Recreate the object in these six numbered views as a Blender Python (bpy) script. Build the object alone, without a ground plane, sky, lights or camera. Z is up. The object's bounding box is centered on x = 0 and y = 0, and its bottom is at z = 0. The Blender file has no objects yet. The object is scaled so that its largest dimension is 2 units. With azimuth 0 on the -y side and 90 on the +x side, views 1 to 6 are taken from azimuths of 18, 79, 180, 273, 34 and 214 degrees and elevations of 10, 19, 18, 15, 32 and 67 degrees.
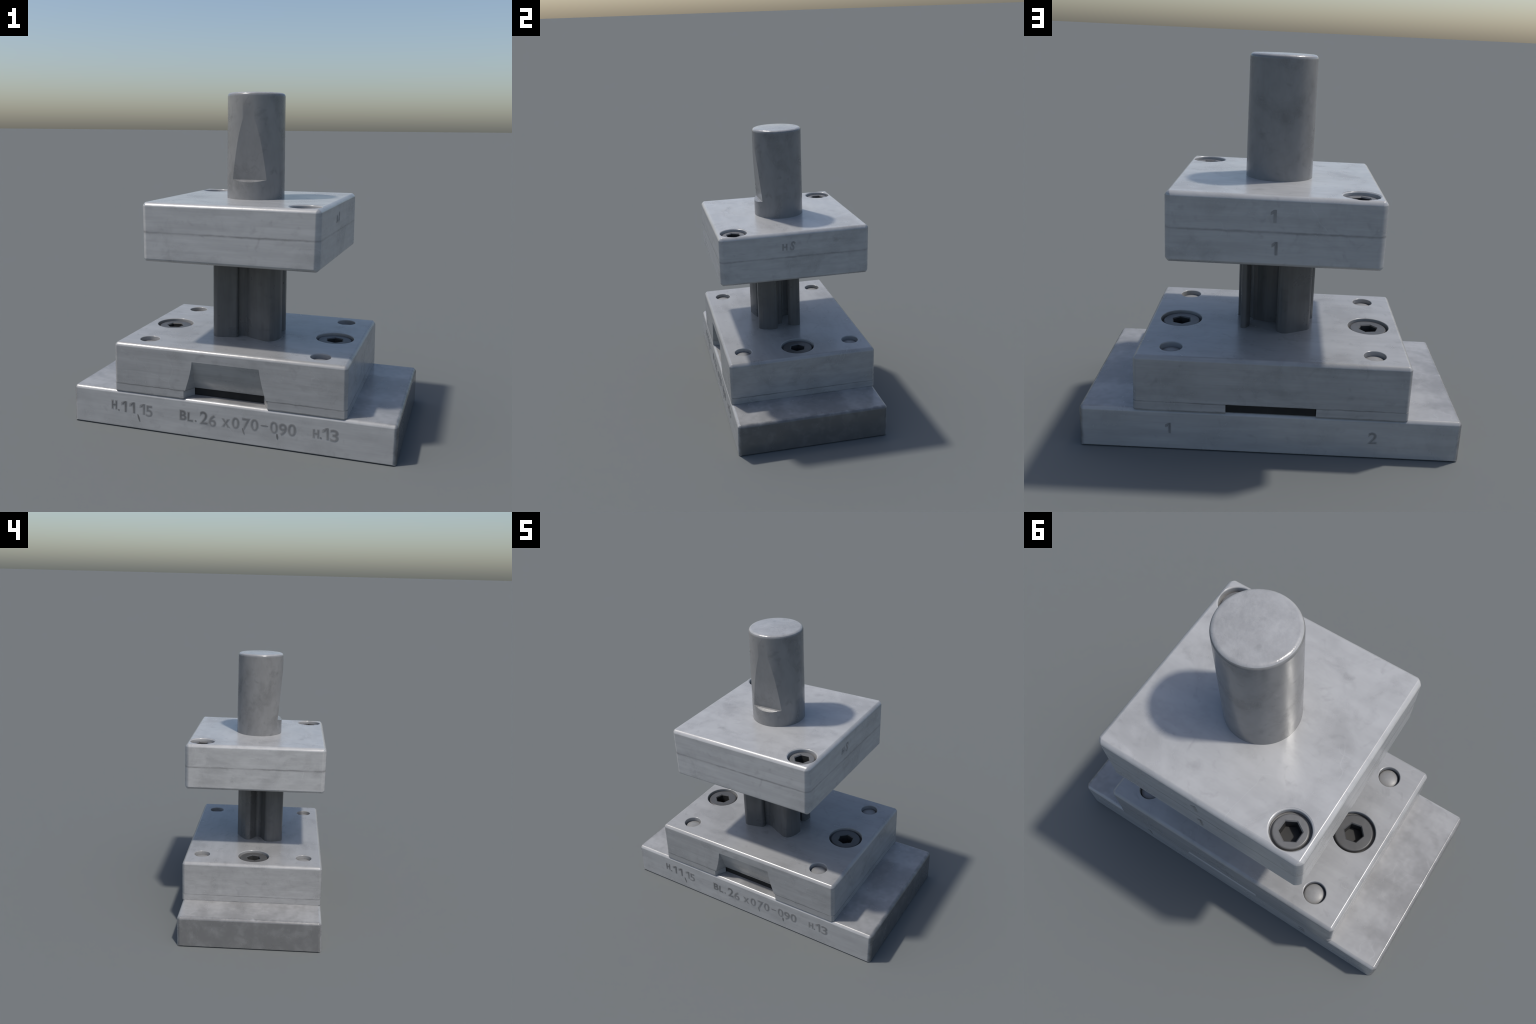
"""A steel punch-and-die set: base plate, spacer, die plate with dowels and cap
screws, a dark lobed punch, a two-layer punch holder and a cylindrical shank."""
import bpy, bmesh, math, random
from mathutils import Vector, Matrix

random.seed(7)
scene = bpy.context.scene
COL = scene.collection

# ------------------------------------------------------------------ materials

def N(nt, kind, loc=(0, 0), **kw):
    n = nt.nodes.new(kind)
    for k, v in kw.items():
        setattr(n, k, v)
    return n


def mixc(nt, a, b, fac, mode='MIX'):
    m = N(nt, 'ShaderNodeMix', data_type='RGBA', blend_type=mode)
    for sock, val in ((m.inputs[0], fac), (m.inputs[6], a), (m.inputs[7], b)):
        if isinstance(val, bpy.types.NodeSocket):
            nt.links.new(val, sock)
        elif isinstance(val, (int, float)):
            sock.default_value = val
        else:
            sock.default_value = (*val, 1.0)
    return m.outputs[2]


def ramp(nt, fac, lo, hi, a=0.0, b=1.0):
    r = N(nt, 'ShaderNodeMapRange', interpolation_type='SMOOTHSTEP')
    nt.links.new(fac, r.inputs[0])
    for i, v in enumerate((lo, hi, a, b)):
        r.inputs[i + 1].default_value = v
    return r.outputs[0]


def noise(nt, co, scale, stretch=(1, 1, 1), detail=4.0, rough=0.55, dist=0.0):
    mp = N(nt, 'ShaderNodeMapping')
    mp.inputs['Scale'].default_value = stretch
    nt.links.new(co, mp.inputs['Vector'])
    n = N(nt, 'ShaderNodeTexNoise')
    n.inputs['Scale'].default_value = scale
    n.inputs['Detail'].default_value = detail
    n.inputs['Roughness'].default_value = rough
    n.inputs['Distortion'].default_value = dist
    nt.links.new(mp.outputs[0], n.inputs['Vector'])
    return n.outputs[0]


def math_node(nt, op, a, b=0.0):
    m = N(nt, 'ShaderNodeMath', operation=op)
    for i, v in enumerate((a, b)):
        if isinstance(v, bpy.types.NodeSocket):
            nt.links.new(v, m.inputs[i])
        else:
            m.inputs[i].default_value = v
    return m.outputs[0]


METAL, ROUGH = 0.05, 0.24


def g(v, warm=0.004):
    return (v * (1 + warm), v, v * (1 - 2.5 * warm))


def steel(name, base, stain, rough=ROUGH, brush=(1, 1, 1), brush_amt=0.5, stain_amt=0.85,
          spec=0.5, bump=0.2, bump_scale=15.0, ends=None, metallic=METAL, seams=(), side_shade=0.0, side_shade_shift=0.0):
    """Ground tool steel: a pale ground colour, cloudy stains, brushed streaks
    and a slightly uneven surface; optionally darker sawn ends along x."""
    m = bpy.data.materials.new(name)
    m.use_nodes = True
    nt = m.node_tree
    p = nt.nodes['Principled BSDF']
    co = N(nt, 'ShaderNodeTexCoord').outputs['Object']
    cloud = noise(nt, co, 4.5, detail=6, rough=0.62, dist=0.4)
    col = mixc(nt, base, stain, math_node(nt, 'MULTIPLY', ramp(nt, cloud, 0.44, 0.70), stain_amt))
    streak = noise(nt, co, 9.0, stretch=brush, detail=5, rough=0.65)
    dark = tuple(c * 0.72 for c in base)
    light = tuple(min(1, c * 1.13) for c in base)
    sk = mixc(nt, dark, light, ramp(nt, streak, 0.3, 0.72))
    col = mixc(nt, col, sk, brush_amt)
    spots = noise(nt, co, 16.0, detail=3, rough=0.5, dist=0.6)
    col = mixc(nt, col, tuple(c * 0.6 for c in stain), math_node(nt, 'MULTIPLY', ramp(nt, spots, 0.57, 0.82), 0.38 * stain_amt))
    if side_shade:                              # streaky layers that darken the plate sides to their baked shade
        mp = N(nt, 'ShaderNodeMapping')
        mp.inputs['Scale'].default_value = (0.22, 0.30, 4.2)
        mp.inputs['Location'].default_value = (0, 0, side_shade_shift)
        nt.links.new(co, mp.inputs['Vector'])
        ly = N(nt, 'ShaderNodeTexNoise')
        ly.inputs['Scale'].default_value = 8.0
        ly.inputs['Detail'].default_value = 6.0
        ly.inputs['Roughness'].default_value = 0.6
        ly.inputs['Distortion'].default_value = 0.15
        nt.links.new(mp.outputs[0], ly.inputs['Vector'])
        lay = ramp(nt, ly.outputs[0], 0.74, 0.28, 0.0, 1.0)
        col = mixc(nt, col, tuple(c * 0.55 for c in base), math_node(nt, 'MULTIPLY', lay, side_shade))
    sep = N(nt, 'ShaderNodeSeparateXYZ')
    nt.links.new(co, sep.inputs[0])
    jit = math_node(nt, 'MULTIPLY', math_node(nt, 'SUBTRACT', spots, 0.5), 0.02)
    blot = noise(nt, co, 11.0, detail=5, rough=0.6, dist=0.3)
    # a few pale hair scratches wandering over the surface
    wob = N(nt, 'ShaderNodeTexNoise')
    wob.inputs['Scale'].default_value = 5.0
    nt.links.new(co, wob.inputs['Vector'])
    warp = N(nt, 'ShaderNodeMix', data_type='VECTOR')
    warp.inputs[0].default_value = 0.16
    nt.links.new(co, warp.inputs[4])
    nt.links.new(wob.outputs['Color'], warp.inputs[5])
    vor = N(nt, 'ShaderNodeTexVoronoi', feature='DISTANCE_TO_EDGE')
    vor.inputs['Scale'].default_value = 3.4
    nt.links.new(warp.outputs[1], vor.inputs['Vector'])
    hair = ramp(nt, vor.outputs['Distance'], 0.007, 0.0)
    sparse = ramp(nt, noise(nt, co, 3.2, detail=2), 0.56, 0.66)
    col = mixc(nt, col, tuple(min(1, c * 1.45 + 0.03) for c in base), math_node(nt, 'MULTIPLY', math_node(nt, 'MULTIPLY', hair, sparse), 0.13))
    for sign, ecol in ends or ():          # scaly sawn ends of the bar stock
        ax = math_node(nt, 'ADD', math_node(nt, 'MULTIPLY', sep.outputs[0], sign), jit)
        mask = ramp(nt, ax, 0.960, 0.986)
        ec = mixc(nt, tuple(c * 0.92 for c in ecol), tuple(c * 1.22 for c in ecol), ramp(nt, blot, 0.42, 0.75))
        col = mixc(nt, col, ec, mask)
    for z, half, amt in seams:             # grime drawn into a joint line
        off = math_node(nt, 'ABSOLUTE', math_node(nt, 'SUBTRACT', math_node(nt, 'ADD', sep.outputs[2], math_node(nt, 'MULTIPLY', jit, 0.5)), z))
        line = ramp(nt, off, half, 0.0)
        broken = ramp(nt, noise(nt, co, 2.6, detail=4, rough=0.7), 0.40, 0.62, 0.35, 1.0)
        col = mixc(nt, col, tuple(c * 0.35 for c in stain), math_node(nt, 'MULTIPLY', math_node(nt, 'MULTIPLY', line, broken), amt))
    nt.links.new(col, p.inputs['Base Color'])
    p.inputs['Metallic'].default_value = metallic
    p.inputs['Specular IOR Level'].default_value = spec
    rr = ramp(nt, cloud, 0.35, 0.75, rough - 0.03, rough + 0.07)
    nt.links.new(rr, p.inputs['Roughness'])
    bm = N(nt, 'ShaderNodeBump')
    bm.inputs['Strength'].default_value = bump
    bm.inputs['Distance'].default_value = 0.004
    und = noise(nt, co, bump_scale, detail=3, rough=0.5)
    nt.links.new(math_node(nt, 'ADD', und, math_node(nt, 'MULTIPLY', streak, 0.04)), bm.inputs['Height'])
    nt.links.new(bm.outputs[0], p.inputs['Normal'])
    return m


SHIFT = (0.0, 0.29, 0.41)
mat_base = steel('ground_base_steel', g(0.41), g(0.335), side_shade=0.18, side_shade_shift=SHIFT[0], brush=(0.25, 0.9, 2.2), brush_amt=0.35,
                 ends=((1, g(0.125)), (-1, g(0.18))), seams=((0.228, 0.006, 0.5),))
mat_die = steel('ground_die_steel', g(0.36), g(0.255), side_shade=0.2, side_shade_shift=SHIFT[1], brush=(0.2, 1.0, 3.0), brush_amt=0.35, seams=((0.2745, 0.006, 0.6), (0.228, 0.006, 0.7)))
mat_holder = steel('ground_holder_steel', g(0.45), g(0.31), side_shade=0.22, side_shade_shift=SHIFT[2], brush=(0.25, 0.8, 2.6), brush_amt=0.35, seams=((1.199, 0.011, 0.55),))
mat_shank = steel('turned_shank_steel', g(0.235), g(0.14), brush=(1.4, 1.4, 0.6), stain_amt=0.9, brush_amt=0.3, bump_scale=16)  # colour lowered to include the shading on the upright side
mat_shank_end = steel('pale_end_steel', g(0.37), g(0.25), bump_scale=34, bump=0.6)
mat_flat = steel('dark_flat_steel', g(0.20), g(0.13), stain_amt=0.9)
mat_punch = steel('dark_punch_steel', g(0.125), g(0.075), brush=(2.2, 2.2, 0.22), brush_amt=0.65, rough=0.3)
mat_screw = steel('black_oxide_steel', g(0.085), g(0.06), rough=0.4, bump=0.2)
mat_screw_worn = steel('worn_oxide_steel', g(0.15, 0.008), g(0.10, 0.008), rough=0.38, bump=0.2)
mat_pin = steel('hardened_pin_steel', g(0.27), g(0.18), rough=0.42, spec=0.4, bump=0.25)
mat_socket = steel('dark_socket_steel', g(0.045, 0.01), g(0.03, 0.01), rough=0.5, spec=0.3, bump=0.1)
mat_dark = steel('channel_painted_shadow', g(0.026), g(0.018), rough=0.7, spec=0.15, bump=0.1, metallic=0.0)
mat_mark = steel('stamped_mark_grime', g(0.15), g(0.28), stain_amt=0.9, rough=0.5, spec=0.3, bump=0.1, metallic=0.0)
mat_mark_mid = steel('worn_mark_grime', g(0.20), g(0.33), stain_amt=0.9, rough=0.4, spec=0.3, bump=0.1, metallic=0.0)
mat_mark_halo = steel('mark_edge_stain', g(0.27), g(0.35), rough=0.3, bump=0.2)

# ------------------------------------------------------------------ helpers

root = bpy.data.objects.new('punch_and_die_set', None)
COL.objects.link(root)
root['label'] = 'grey steel punch and die set with shank'
root['category'] = 'press tool'


def add(name, me, parent=root, mat=None, loc=(0, 0, 0)):
    ob = bpy.data.objects.new(name, me)
    COL.objects.link(ob)
    ob.parent = parent
    ob.location = loc
    if mat:
        me.materials.append(mat)
    return ob


def mesh_from(bm, name):
    bmesh.ops.recalc_face_normals(bm, faces=bm.faces)
    me = bpy.data.meshes.new(name)
    bm.to_mesh(me)
    bm.free()
    return me


def smooth(me, angle=35):
    for p in me.polygons:
        p.use_smooth = True
    me.set_sharp_from_angle(angle=math.radians(angle))


def block(name, low, high, z0, z1, r_top, r_bot, r_side, seg=5, lift=(0, 0, 0, 0)):
    """A six-sided plate from its four lower and four upper corners, edges rounded."""
    bm = bmesh.new()
    lo = [bm.verts.new((x, y, z0)) for x, y in low]
    hi = [bm.verts.new((x, y, z1 + dz)) for (x, y), dz in zip(high, lift)]
    bm.faces.new(lo[::-1])
    bm.faces.new(hi)
    for i in range(4):
        j = (i + 1) % 4
        bm.faces.new((lo[i], lo[j], hi[j], hi[i]))
    bmesh.ops.recalc_face_normals(bm, faces=bm.faces)
    me = bpy.data.meshes.new(name)
    bm.to_mesh(me)
    bm.free()
    wmax = max(r_top, r_bot, r_side)
    at = me.attributes.new('bevel_weight_edge', 'FLOAT', 'EDGE')
    for e in me.edges:
        a, b = (me.vertices[v].co.z for v in e.vertices)
        mid = (z0 + z1) / 2
        r = r_top if min(a, b) > mid else r_bot if max(a, b) < mid else r_side
        at.data[e.index].value = r / wmax
    ob = add(name, me)
    md = ob.modifiers.new('edges', 'BEVEL')
    md.width, md.segments, md.limit_method, md.profile = wmax, seg, 'WEIGHT', 0.37
    return ob


def lathe(profile, seg=48, centre=(0, 0), close=True):
    """Solid of revolution about a vertical axis from (radius, z) pairs, bottom to top."""
    bm = bmesh.new()
    rings = []
    for r, z in profile:
        rings.append([bm.verts.new((centre[0] + r * math.cos(2 * math.pi * i / seg),
                                    centre[1] + r * math.sin(2 * math.pi * i / seg), z)) for i in range(seg)])
    for a, b in zip(rings, rings[1:]):
        for i in range(seg):
            j = (i + 1) % seg
            bm.faces.new((a[i], a[j], b[j], b[i]))
    if close:
        bm.faces.new(rings[0][::-1])
        bm.faces.new(rings[-1])
    return bm


def arc(r_c, z_c, rad, a0, a1, n=6):
    return [(r_c + rad * math.cos(math.radians(a0 + (a1 - a0) * i / n)),
             z_c + rad * math.sin(math.radians(a0 + (a1 - a0) * i / n))) for i in range(n + 1)]


def cut(ob, cutters, angle=32):
    """Subtract every cutter mesh from ob, apply everything and drop the cutters."""
    helpers = []
    for me in cutters:
        c = bpy.data.objects.new('cutter', me)
        COL.objects.link(c)
        helpers.append(c)
        md = ob.modifiers.new('cut', 'BOOLEAN')
        md.operation, md.object, md.solver = 'DIFFERENCE', c, 'EXACT'
    bake(ob, angle)
    for c in helpers:
        me = c.data
        bpy.data.objects.remove(c)
        bpy.data.meshes.remove(me)


def bake(ob, angle=32):
    dg = bpy.context.evaluated_depsgraph_get()
    me = bpy.data.meshes.new_from_object(ob.evaluated_get(dg))
    ob.modifiers.clear()
    old = ob.data
    ob.data = me
    bpy.data.meshes.remove(old)
    smooth(me, angle)
    weigh(ob)


def weigh(ob):
    """Let the big flat faces own the shading normals, so only the fillets curve."""
    md = ob.modifiers.new('normals', 'WEIGHTED_NORMAL')
    md.keep_sharp, md.weight, md.mode = True, 80, 'FACE_AREA'
    me = bpy.data.meshes.new_from_object(ob.evaluated_get(bpy.context.evaluated_depsgraph_get()))
    ob.modifiers.clear()
    old = ob.data
    ob.data = me
    bpy.data.meshes.remove(old)


def hole_cutter(cx, cy, top, r, depth, lip=0.006):
    prof = [(r, top - depth), (r, top - lip)]
    prof += [(r + lip * (1 - math.cos(t)), top - lip + lip * math.sin(t)) for t in (0.35, 0.75, 1.15, math.pi / 2)]
    prof += [(r + lip * 1.05, top + 0.03)]
    return mesh_from(lathe(prof, 56, (cx, cy)), 'cutter')


def prism(outline, z0, z1, outline_top=None):
    bm = bmesh.new()
    lo = [bm.verts.new((x, y, z0)) for x, y in outline]
    hi = [bm.verts.new((x, y, z1)) for x, y in (outline_top or outline)]
    n = len(lo)
    bm.faces.new(lo[::-1])
    bm.faces.new(hi)
    for i in range(n):
        j = (i + 1) % n
        bm.faces.new((lo[i], lo[j], hi[j], hi[i]))
    return bm


# ------------------------------------------------------------------ levels
Z_BASE, Z_SPACER, Z_DIE = 0.228, 0.275, 0.527
Z_HOLD0, Z_SEAM, Z_HOLD1, Z_TOP = 1.029, 1.2, 1.370, 2.0
GAP = 0.0003

# base plate ---------------------------------------------------------------
base = block('base_plate',
             [(-0.988, -0.524), (0.986, -0.523), (0.989, 0.509), (-0.989, 0.508)],
             [(-0.989, -0.518), (0.988, -0.518), (0.988, 0.509), (-0.989, 0.508)],
             0.0, Z_BASE, 0.020, 0.008, 0.024)
bake(base)
base.data.materials.append(mat_base)

# spacer with the strip channel running through ------------------------------
SP = [(-0.707, -0.517), (0.709, -0.516), (0.708, 0.512), (-0.708, 0.512)]
spacer = block('spacer_plate', SP, SP, Z_BASE - 0.0015, Z_SPACER - GAP, 0.0, 0.0, 0.018, seg=4)
channel = prism([(-0.262, -0.6), (0.262, -0.6), (0.256, -0.515), (0.214, -0.444), (0.232, -0.436), (0.232, 0.6),
                 (-0.232, 0.6), (-0.232, -0.436), (-0.214, -0.444), (-0.256, -0.515)], 0.1, 0.4)
cut(spacer, [mesh_from(channel, 'cutter')])
spacer.data.materials.append(mat_die)
# black block behind both mouths, modelling the darkness of the open channel
shadow_block = block('channel_shadow_block', [(-0.231, -0.437), (0.231, -0.437), (0.231, 0.504), (-0.231, 0.504)],
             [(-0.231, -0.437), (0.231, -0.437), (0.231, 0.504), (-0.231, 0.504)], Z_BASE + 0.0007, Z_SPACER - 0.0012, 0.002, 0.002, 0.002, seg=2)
bake(shadow_block)
shadow_block.data.materials.append(mat_dark)
shadow_block.parent = spacer

# die plate ---------------------------------------------------------------
die = block('die_plate', SP,
            [(-0.706, -0.517), (0.706, -0.516), (0.706, 0.513), (-0.707, 0.512)],
            Z_SPACER, Z_DIE, 0.022, 0.0, 0.022)
# strip mouth: a chute whose back wall leans inward towards the channel
mouth = bmesh.new()
zs = [(0.20, 0.268, 0.215, -0.425), (0.283, 0.244, 0.211, -0.446), (0.36, 0.221, 0.207, -0.478), (0.42, 0.208, 0.205, -0.501), (0.455, 0.203, 0.202, -0.516)]
rings = []
for z, xf, xb, yb in zs:
    yf = -0.517
    k = (-0.56 - yf) / (yb - yf) if yb != yf else 0
    xo = xf + (xf - xb) * 0.0
    rings.append([mouth.verts.new(c) for c in ((-xo, -0.56, z), (xo, -0.56, z), (xf, yf, z), (xb, yb, z), (-xb, yb, z), (-xf, yf, z))])
for a, b in zip(rings, rings[1:]):
    for i in range(6):
        j = (i + 1) % 6
        mouth.faces.new((a[i], a[j], b[j], b[i]))
mouth.faces.new(rings[0][::-1])
mouth.faces.new(rings[-1])

PINS = [(-0.530, -0.382), (-0.525, 0.384), (0.530, 0.383), (0.528, -0.391)]
CAPS = [(-0.528, -0.006), (0.531, -0.002)]
R_PIN, R_CAP = 0.058, 0.115
cutters = [mesh_from(mouth, 'cutter')]
cutters += [hole_cutter(x, y, Z_DIE, R_PIN, 0.11, 0.005) for x, y in PINS]
cutters += [hole_cutter(x, y, Z_DIE, R_CAP, 0.12, 0.005) for x, y in CAPS]
cut(die, cutters)
die.data.materials.append(mat_die)

# dowel pins ----------------------------------------------------------------
pin_prof = [(0.0555, -0.10), (0.0555, -0.036), (0.053, -0.030), (0.046, -0.0255), (0.032, -0.0215), (0.016, -0.0195), (0.003, -0.019)]
pin_me = mesh_from(lathe(pin_prof, 40), 'dowel_pin')
smooth(pin_me, 60)
pin_me.materials.append(mat_pin)
for k, (x, y) in enumerate(PINS):
    ob = add('dowel_pin', pin_me, die, loc=(x, y, Z_DIE))
    ob.rotation_euler[2] = 1.3 * k


def cap_screw(name, r, drop, hexr, mat):
    """Socket head cap screw; z = 0 is the plate face it is sunk below."""
    bm = lathe([(r, -0.11), (r, -drop - 0.020), (r - 0.0095, -drop - 0.021), (r - 0.0105, -drop - 0.008)] + arc(r - 0.0185, -drop - 0.008, 0.008, 0, 90, 5) + [(r * 0.62, -drop)], 56)
    me = mesh_from(bm, name)
    ob = add(name, me)
    depth = 0.07
    ch = 0.006
    sides = [(math.cos(math.radians(60 * i)), math.sin(math.radians(60 * i))) for i in range(6)]
    hx = bmesh.new()
    levels = [(hexr * 0.98, -drop - depth), (hexr, -drop - ch), (hexr + ch, -drop + 0.0005), (hexr + ch, 0.03)]
    rg = [[hx.verts.new((rr * a, rr * b, z)) for a, b in sides] for rr, z in levels]
    for a, b in zip(rg, rg[1:]):
        for i in range(6):
            j = (i + 1) % 6
            hx.faces.new((a[i], a[j], b[j], b[i]))
    hx.faces.new(rg[0][::-1])
    hx.faces.new(rg[-1])
    cut(ob, [mesh_from(hx, 'cutter')])
    ob.data.materials.append(mat)
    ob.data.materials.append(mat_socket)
    for p in ob.data.polygons:              # near-black faces inside the hexagon socket
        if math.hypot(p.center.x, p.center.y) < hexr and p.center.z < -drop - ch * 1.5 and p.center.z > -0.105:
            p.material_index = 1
    return ob


screw = cap_screw('cap_screw', 0.1135, 0.012, 0.053, mat_screw)
screw.parent = die
screw.location = (*CAPS[0], Z_DIE)
screw.rotation_euler[2] = math.radians(12)
twin = screw.copy()
COL.objects.link(twin)
twin.location = (*CAPS[1], Z_DIE)
twin.rotation_euler[2] = math.radians(41)

# punch: a lobed column ---------------------------------------------------------
SECTION = [
    (-0.160, -0.212), (-0.100, -0.199), (-0.046, -0.183), (-0.037, -0.166), (-0.045, -0.142), (-0.014, -0.138), (0.008, -0.144),
    (0.022, -0.152), (0.050, -0.167), (0.090, -0.185), (0.125, -0.201), (0.150, -0.208), (0.172, -0.207), (0.196, -0.182), (0.213, -0.130),
    (0.217, -0.094), (0.208, -0.077), (0.138, -0.056), (0.128, -0.044), (0.127, -0.020),
    (0.110, -0.026), (0.080, -0.012), (0.050, 0.000), (0.000, 0.002), (-0.013, 0.018), (-0.015, 0.050), (-0.008, 0.078), (-0.006, 0.112),
    (-0.014, 0.132), (-0.036, 0.151), (-0.062, 0.152), (-0.125, 0.120), (-0.180, 0.086), (-0.192, 0.066), (-0.188, 0.045),
    (-0.145, 0.022), (-0.114, 0.004), (-0.108, -0.018), (-0.122, -0.040),
    (-0.160, -0.055), (-0.200, -0.074), (-0.214, -0.094), (-0.213, -0.125), (-0.195, -0.185), (-0.182, -0.203)]
# a slim rib that stands free of the main column
RIB = [(0.142, 0.030), (0.165, 0.016), (0.184, 0.036), (0.194, 0.060), (0.193, 0.094), (0.181, 0.106), (0.164, 0.103), (0.145, 0.066)]


def rounded(pts, cut_len=0.006):
    """Break every corner of an outline into a short curve."""
    out = []
    n = len(pts)
    for i in range(n):
        a, b, c = (Vector(pts[(i + k) % n]) for k in (-1, 0, 1))
        la, lc = (a - b).length, (c - b).length
        p = b + (a - b).normalized() * min(cut_len, la * 0.35)
        q = b + (c - b).normalized() * min(cut_len, lc * 0.35)
        for t in (0, 0.5, 1):
            out.append(tuple(p * (1 - t) ** 2 + b * 2 * t * (1 - t) + q * t * t))
    return out


sec = rounded(SECTION)
punch_bm = prism(sec, Z_DIE - 0.002, Z_HOLD0 + 0.004)
punch = add('punch', mesh_from(punch_bm, 'punch'), mat=mat_punch)
smooth(punch.data, 40)
rib_bm = prism(rounded(RIB), Z_DIE - 0.002, 0.934)
rib = add('punch_rib', mesh_from(rib_bm, 'punch_rib'), punch, mat_punch)
smooth(rib.data, 40)
tip = [(0.166 + (x - 0.166) * 0.86, 0.058 + (y - 0.058) * 0.9) for x, y in rounded(RIB)]
rib_tip = add('punch_rib', mesh_from(prism(tip, 0.93, Z_HOLD0 + 0.004), 'punch_rib'), punch, mat_punch)
smooth(rib_tip.data, 40)

# punch holder: lower and upper blocks --------------------------------------------
HL = [(-0.508, -0.517), (0.533, -0.520), (0.543, 0.517), (-0.510, 0.521)]
HM = [(-0.509, -0.517), (0.536, -0.520), (0.543, 0.518), (-0.510, 0.519)]
HU = [(-0.511, -0.518), (0.538, -0.520), (0.543, 0.519), (-0.510, 0.518)]
holder = block('punch_holder', HL, HM, Z_HOLD0, Z_SEAM - GAP, 0.0, 0.019, 0.032, seg=6)
bake(holder)
holder.data.materials.append(mat_holder)
head = block('head_plate', HM, HU, Z_SEAM, Z_HOLD1, 0.024, 0.0, 0.032, seg=6, lift=(0, 0, 0.006, 0.001))
UCAPS = [(0.427, -0.404), (-0.388, 0.403)]
cut(head, [hole_cutter(x, y, Z_HOLD1, 0.090, 0.12, 0.007) for x, y in UCAPS])
head.data.materials.append(mat_holder)
uscrew = cap_screw('cap_screw', 0.0885, 0.015, 0.049, mat_screw_worn)
uscrew.parent = head
uscrew.location = (*UCAPS[0], Z_HOLD1)
uscrew.rotation_euler[2] = math.radians(5)
twin = uscrew.copy()
COL.objects.link(twin)
twin.location = (*UCAPS[1], Z_HOLD1)
twin.rotation_euler[2] = math.radians(28)

# shank with the milled flat ------------------------------------------------------
SX, SY, SR = 0.014, -0.001, 0.1755
prof = [(SR, Z_HOLD1 - 0.05), (SR, Z_HOLD1), (SR - 0.0005, Z_HOLD1 + 0.2), (SR - 0.0018, 1.8)]
prof += [(SR - 0.002, Z_TOP - 0.026)] + arc(SR - 0.023, Z_TOP - 0.0245, 0.021, 0, 88, 14)[1:]
prof += [(0.13, Z_TOP - 0.0028), (0.08, Z_TOP - 0.001), (0.03, Z_TOP - 0.0002), (0.004, Z_TOP)]
sh_me = mesh_from(lathe(prof, 96, (SX, SY)), 'shank')
shank = add('shank', sh_me)
# wedge-shaped cutter: deep at the ledge, running out to nothing near the top
ZL, ZR, DEEP = 1.488, 1.915, 0.034
flat = bmesh.new()
y0, y1 = SY - SR + DEEP, SY - SR - 0.0005
pts = [(-0.3, ZL, y0), (-0.3, ZL + 0.004, y0), (-0.3, ZR, y1), (-0.3, ZR, y1 - 0.2), (-0.3, ZL - 0.03, y1 - 0.2), (-0.3, ZL - 0.013, y1), (-0.3, ZL - 0.003, y0 - 0.012)]
L = [flat.verts.new((SX - 0.3, y, z)) for _, z, y in pts]
R = [flat.verts.new((SX + 0.3, y, z)) for _, z, y in pts]
flat.faces.new(L[::-1])
flat.faces.new(R)
for i in range(len(pts)):
    j = (i + 1) % len(pts)
    flat.faces.new((L[i], L[j], R[j], R[i]))
fm = mesh_from(flat, 'cutter')
fm.transform(Matrix.Translation((SX, SY, 0)) @ Matrix.Rotation(math.radians(2), 4, 'Z') @ Matrix.Translation((-SX, -SY, 0)))
cut(shank, [fm], 9)
for m in (mat_shank, mat_shank_end, mat_flat):
    shank.data.materials.append(m)
slope = math.atan2(DEEP + 0.0005, ZR - ZL)
for p in shank.data.polygons:
    if p.center.z > Z_TOP - 0.012:
        p.material_index = 1                      # top face, paler than the side
    elif p.normal.y < -math.cos(slope) * 0.997 and ZL < p.center.z < 1.75 and p.area > 0.004 and p.normal.z > slope * 0.8:
        p.material_index = 2                      # milled flat

# ------------------------------------------------------------------ stamped marks

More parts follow.
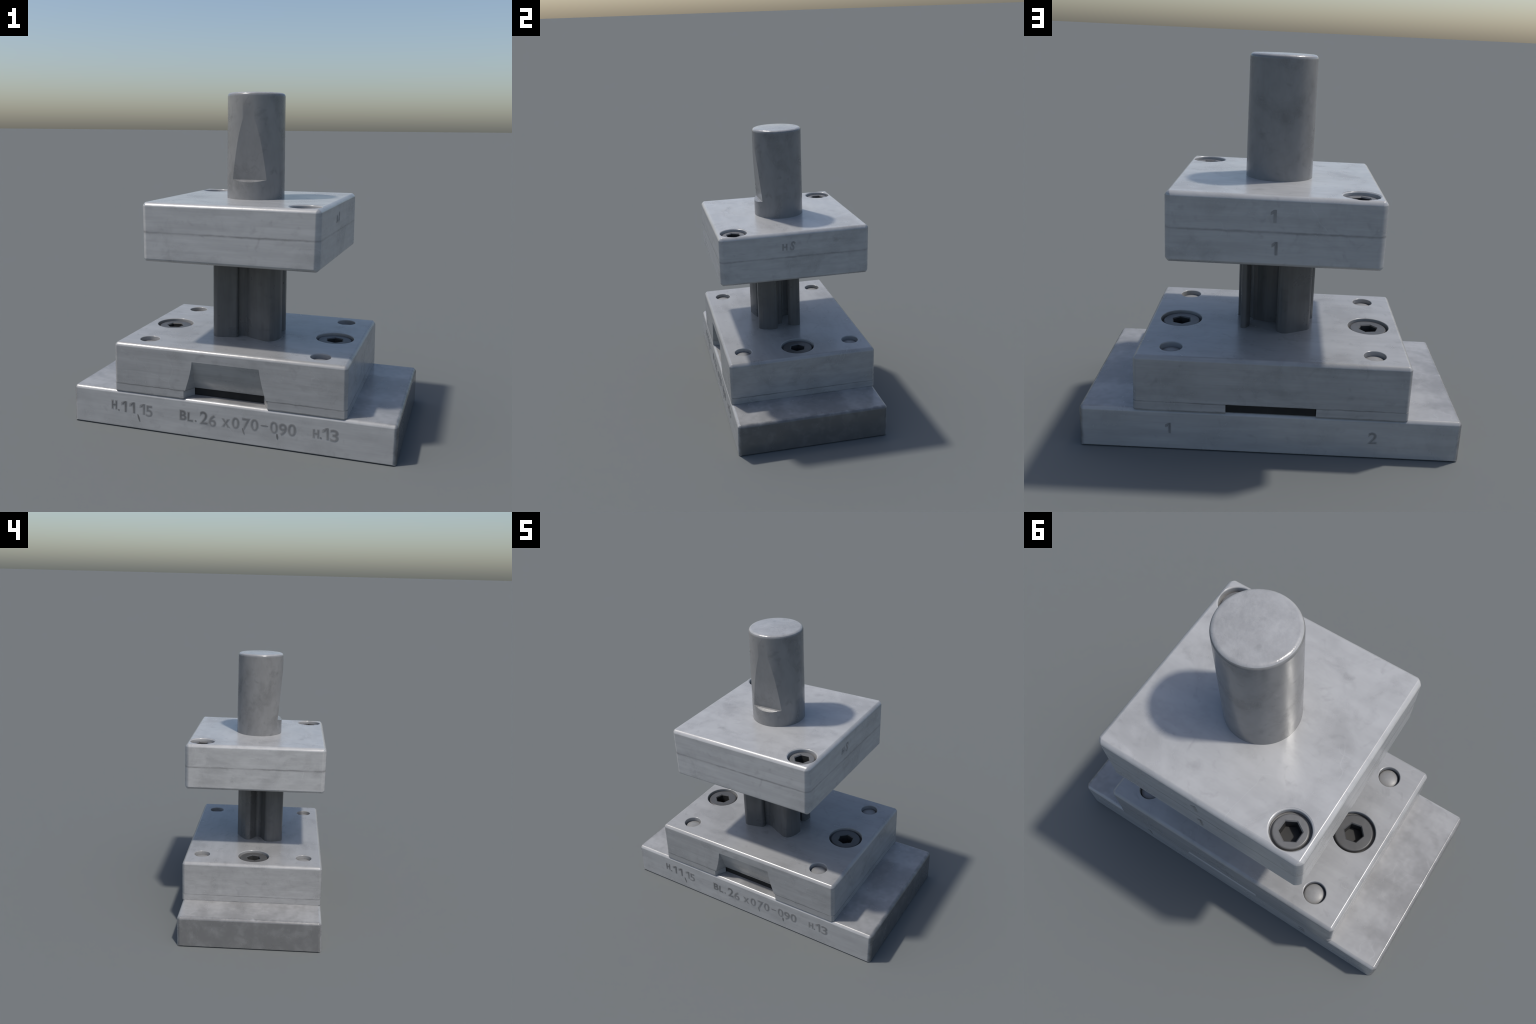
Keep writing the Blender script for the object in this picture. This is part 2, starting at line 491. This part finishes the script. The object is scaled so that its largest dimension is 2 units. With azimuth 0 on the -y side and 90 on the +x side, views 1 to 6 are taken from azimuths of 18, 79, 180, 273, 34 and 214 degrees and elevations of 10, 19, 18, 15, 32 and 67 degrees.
def outline_mesh(ch, w, h, bold, front):
    """One stamped character centred on the origin, w by h, its face at z = front."""
    if ch == '1':                           # upright with a slanted flag
        t = 0.0085 + bold
        bm = bmesh.new()
        parts = [[(-t / 2, -h / 2), (t / 2, -h / 2), (t / 2, h / 2), (-t / 2, h / 2)],
                 [(-t / 2, h / 2 - t * 1.3), (-t / 2, h / 2), (-w * 0.62 - bold, h * 0.27 + bold / 2), (-w * 0.62 - bold, h * 0.27 - t * 0.8)]]
        for q in parts:
            f = [bm.verts.new((x + w * 0.2, y, front)) for x, y in q]
            b = [bm.verts.new((x + w * 0.2, y, -0.003)) for x, y in q]
            bm.faces.new(f)
            bm.faces.new(b[::-1])
            for i in range(4):
                j = (i + 1) % 4
                bm.faces.new((f[i], b[i], b[j], f[j]))
        return mesh_from(bm, 'stamped_mark')
    cu = bpy.data.curves.new('stamped_mark', 'FONT')
    cu.body = ch
    cu.size = 0.1
    cu.extrude = 0.002
    cu.resolution_u = 5
    ob = bpy.data.objects.new('glyph', cu)
    COL.objects.link(ob)

    def build():
        bpy.context.view_layer.update()
        return bpy.data.meshes.new_from_object(ob.evaluated_get(bpy.context.evaluated_depsgraph_get()))
    plain = build()
    xs = [v.co.x for v in plain.vertices]
    ys = [v.co.y for v in plain.vertices]
    cx, cy = (min(xs) + max(xs)) / 2, (min(ys) + max(ys)) / 2
    sx, sy = w / (max(xs) - min(xs)), h / (max(ys) - min(ys))
    bpy.data.meshes.remove(plain)
    cu.offset = bold / 2 / sx
    me = build()
    bpy.data.objects.remove(ob)
    bpy.data.curves.remove(cu)
    for v in me.vertices:
        v.co.x = (v.co.x - cx) * sx
        v.co.y = (v.co.y - cy) * sy
        v.co.z = front if v.co.z > 0 else -0.003
    return me


def glyph(ch, w, h, bold, mat):
    """A stamped character: a dark core inside a softer, wider stain."""
    core = outline_mesh(ch, w, h, bold - 0.003, 0.0012)
    halo = outline_mesh(ch, w, h, bold + 0.007, 0.0006)
    bm = bmesh.new()
    bm.from_mesh(core)
    n = len(bm.faces)
    bm.from_mesh(halo)
    bm.faces.ensure_lookup_table()
    for f in bm.faces[n:]:
        f.material_index = 1
    me = bpy.data.meshes.new('stamped_mark')
    bm.to_mesh(me)
    bm.free()
    bpy.data.meshes.remove(core)
    bpy.data.meshes.remove(halo)
    me.materials.append(mat)
    me.materials.append(mat_mark_halo)
    return me


def stroke(w, h, lean):
    """A plain slanted bar, for the long commas, stops and dashes."""
    bm = bmesh.new()
    n = 10
    ring = []
    for k in range(n):
        a = 2 * math.pi * k / n
        x, y = w / 2 * math.cos(a), h / 2 * math.sin(a)
        ring.append((x - lean * y, y))
    f = [bm.verts.new((x, y, 0.0010)) for x, y in ring]
    b = [bm.verts.new((x * 1.05, y * 1.05, -0.003)) for x, y in ring]
    bm.faces.new(f)
    bm.faces.new(b[::-1])
    for i in range(n):
        j = (i + 1) % n
        bm.faces.new((f[i], b[i], b[j], f[j]))
    return mesh_from(bm, 'stamped_mark')


def place(me, parent, mat, pos, face, tilt=0.0, roll=0.0):
    """face: 'front' (-y), 'back' (+y) or 'side' (+x)."""
    if mat:
        me.materials.append(mat)
    turn = {'front': 0.0, 'back': math.pi, 'side': math.pi / 2}[face]
    ob = bpy.data.objects.new('stamped_mark', me)
    COL.objects.link(ob)
    ob.parent = parent
    ob.matrix_local = (Matrix.Translation(pos) @ Matrix.Rotation(turn, 4, 'Z') @
                       Matrix.Rotation(math.pi / 2 + tilt, 4, 'X') @ Matrix.Rotation(roll, 4, 'Z'))


TILT = -math.atan2(0.0055, Z_BASE)


def front_y(z):
    return -0.5235 + 0.0055 * z / Z_BASE


# (character, x, z, width, height, emboldening)
FRONT = [('H', -0.709, 0.133, 0.030, 0.046, .004), ('1', -0.640, 0.131, 0.034, 0.068, .003), ('1', -0.585, 0.130, 0.034, 0.068, .003),
         ('1', -0.519, 0.129, 0.034, 0.066, .001), ('5', -0.478, 0.121, 0.040, 0.066, 0),
         ('B', -0.258, 0.126, 0.036, 0.054, .005), ('L', -0.213, 0.121, 0.030, 0.050, .003), ('2', -0.127, 0.127, 0.046, 0.074, .0015),
         ('6', -0.074, 0.116, 0.042, 0.066, .001), ('x', 0.008, 0.114, 0.040, 0.044, 0), ('0', 0.068, 0.122, 0.042, 0.064, 0),
         ('7', 0.130, 0.124, 0.042, 0.066, 0), ('0', 0.182, 0.126, 0.042, 0.066, 0), ('0', 0.297, 0.127, 0.042, 0.066, -0.0005),
         ('9', 0.349, 0.122, 0.042, 0.066, .001), ('0', 0.402, 0.126, 0.044, 0.066, .0005), ('H', 0.540, 0.125, 0.030, 0.042, .001),
         ('1', 0.598, 0.132, 0.034, 0.068, .001), ('3', 0.643, 0.127, 0.042, 0.066, .001)]
for ch, x, z, w, h, bold in FRONT:
    place(glyph(ch, w, h, bold, mat_mark if bold >= .0015 else mat_mark_mid), base, None, (x, front_y(z), z), 'front', TILT,
          random.uniform(-0.04, 0.04))
for x, z, w, h, lean, m in [(-0.680, 0.104, .012, .012, 0, mat_mark_mid), (-0.546, 0.070, .011, .048, .3, mat_mark),
                            (-0.179, 0.101, .012, .012, 0, mat_mark_mid), (0.115, 0.079, .010, .040, .3, mat_mark_mid),
                            (0.241, 0.129, .046, .009, 0, mat_mark_mid), (0.317, 0.076, .011, .034, .1, mat_mark),
                            (0.567, 0.104, .011, .011, 0, mat_mark_mid)]:
    place(stroke(w, h, lean), base, m, (x, front_y(z), z), 'front', TILT)

place(glyph('1', 0.026, 0.060, 0, mat_mark_mid), base, None, (0.523, 0.5088, 0.124), 'back')
place(glyph('2', 0.042, 0.062, 0, mat_mark_mid), base, None, (-0.533, 0.5083, 0.119), 'back')
place(glyph('1', 0.024, 0.062, -0.001, mat_mark_halo), head, None, (0.026, 0.5186, 1.278), 'back')
place(glyph('1', 0.024, 0.066, 0, mat_mark_mid), holder, None, (0.015, 0.5188, 1.121), 'back')
place(glyph('H', 0.030, 0.040, -0.001, mat_mark_halo), head, None, (0.5392, -0.076, 1.272), 'side')
place(glyph('S', 0.026, 0.060, -0.002, mat_mark_halo), head, None, (0.5395, -0.022, 1.277), 'side', 0.0, -0.25)
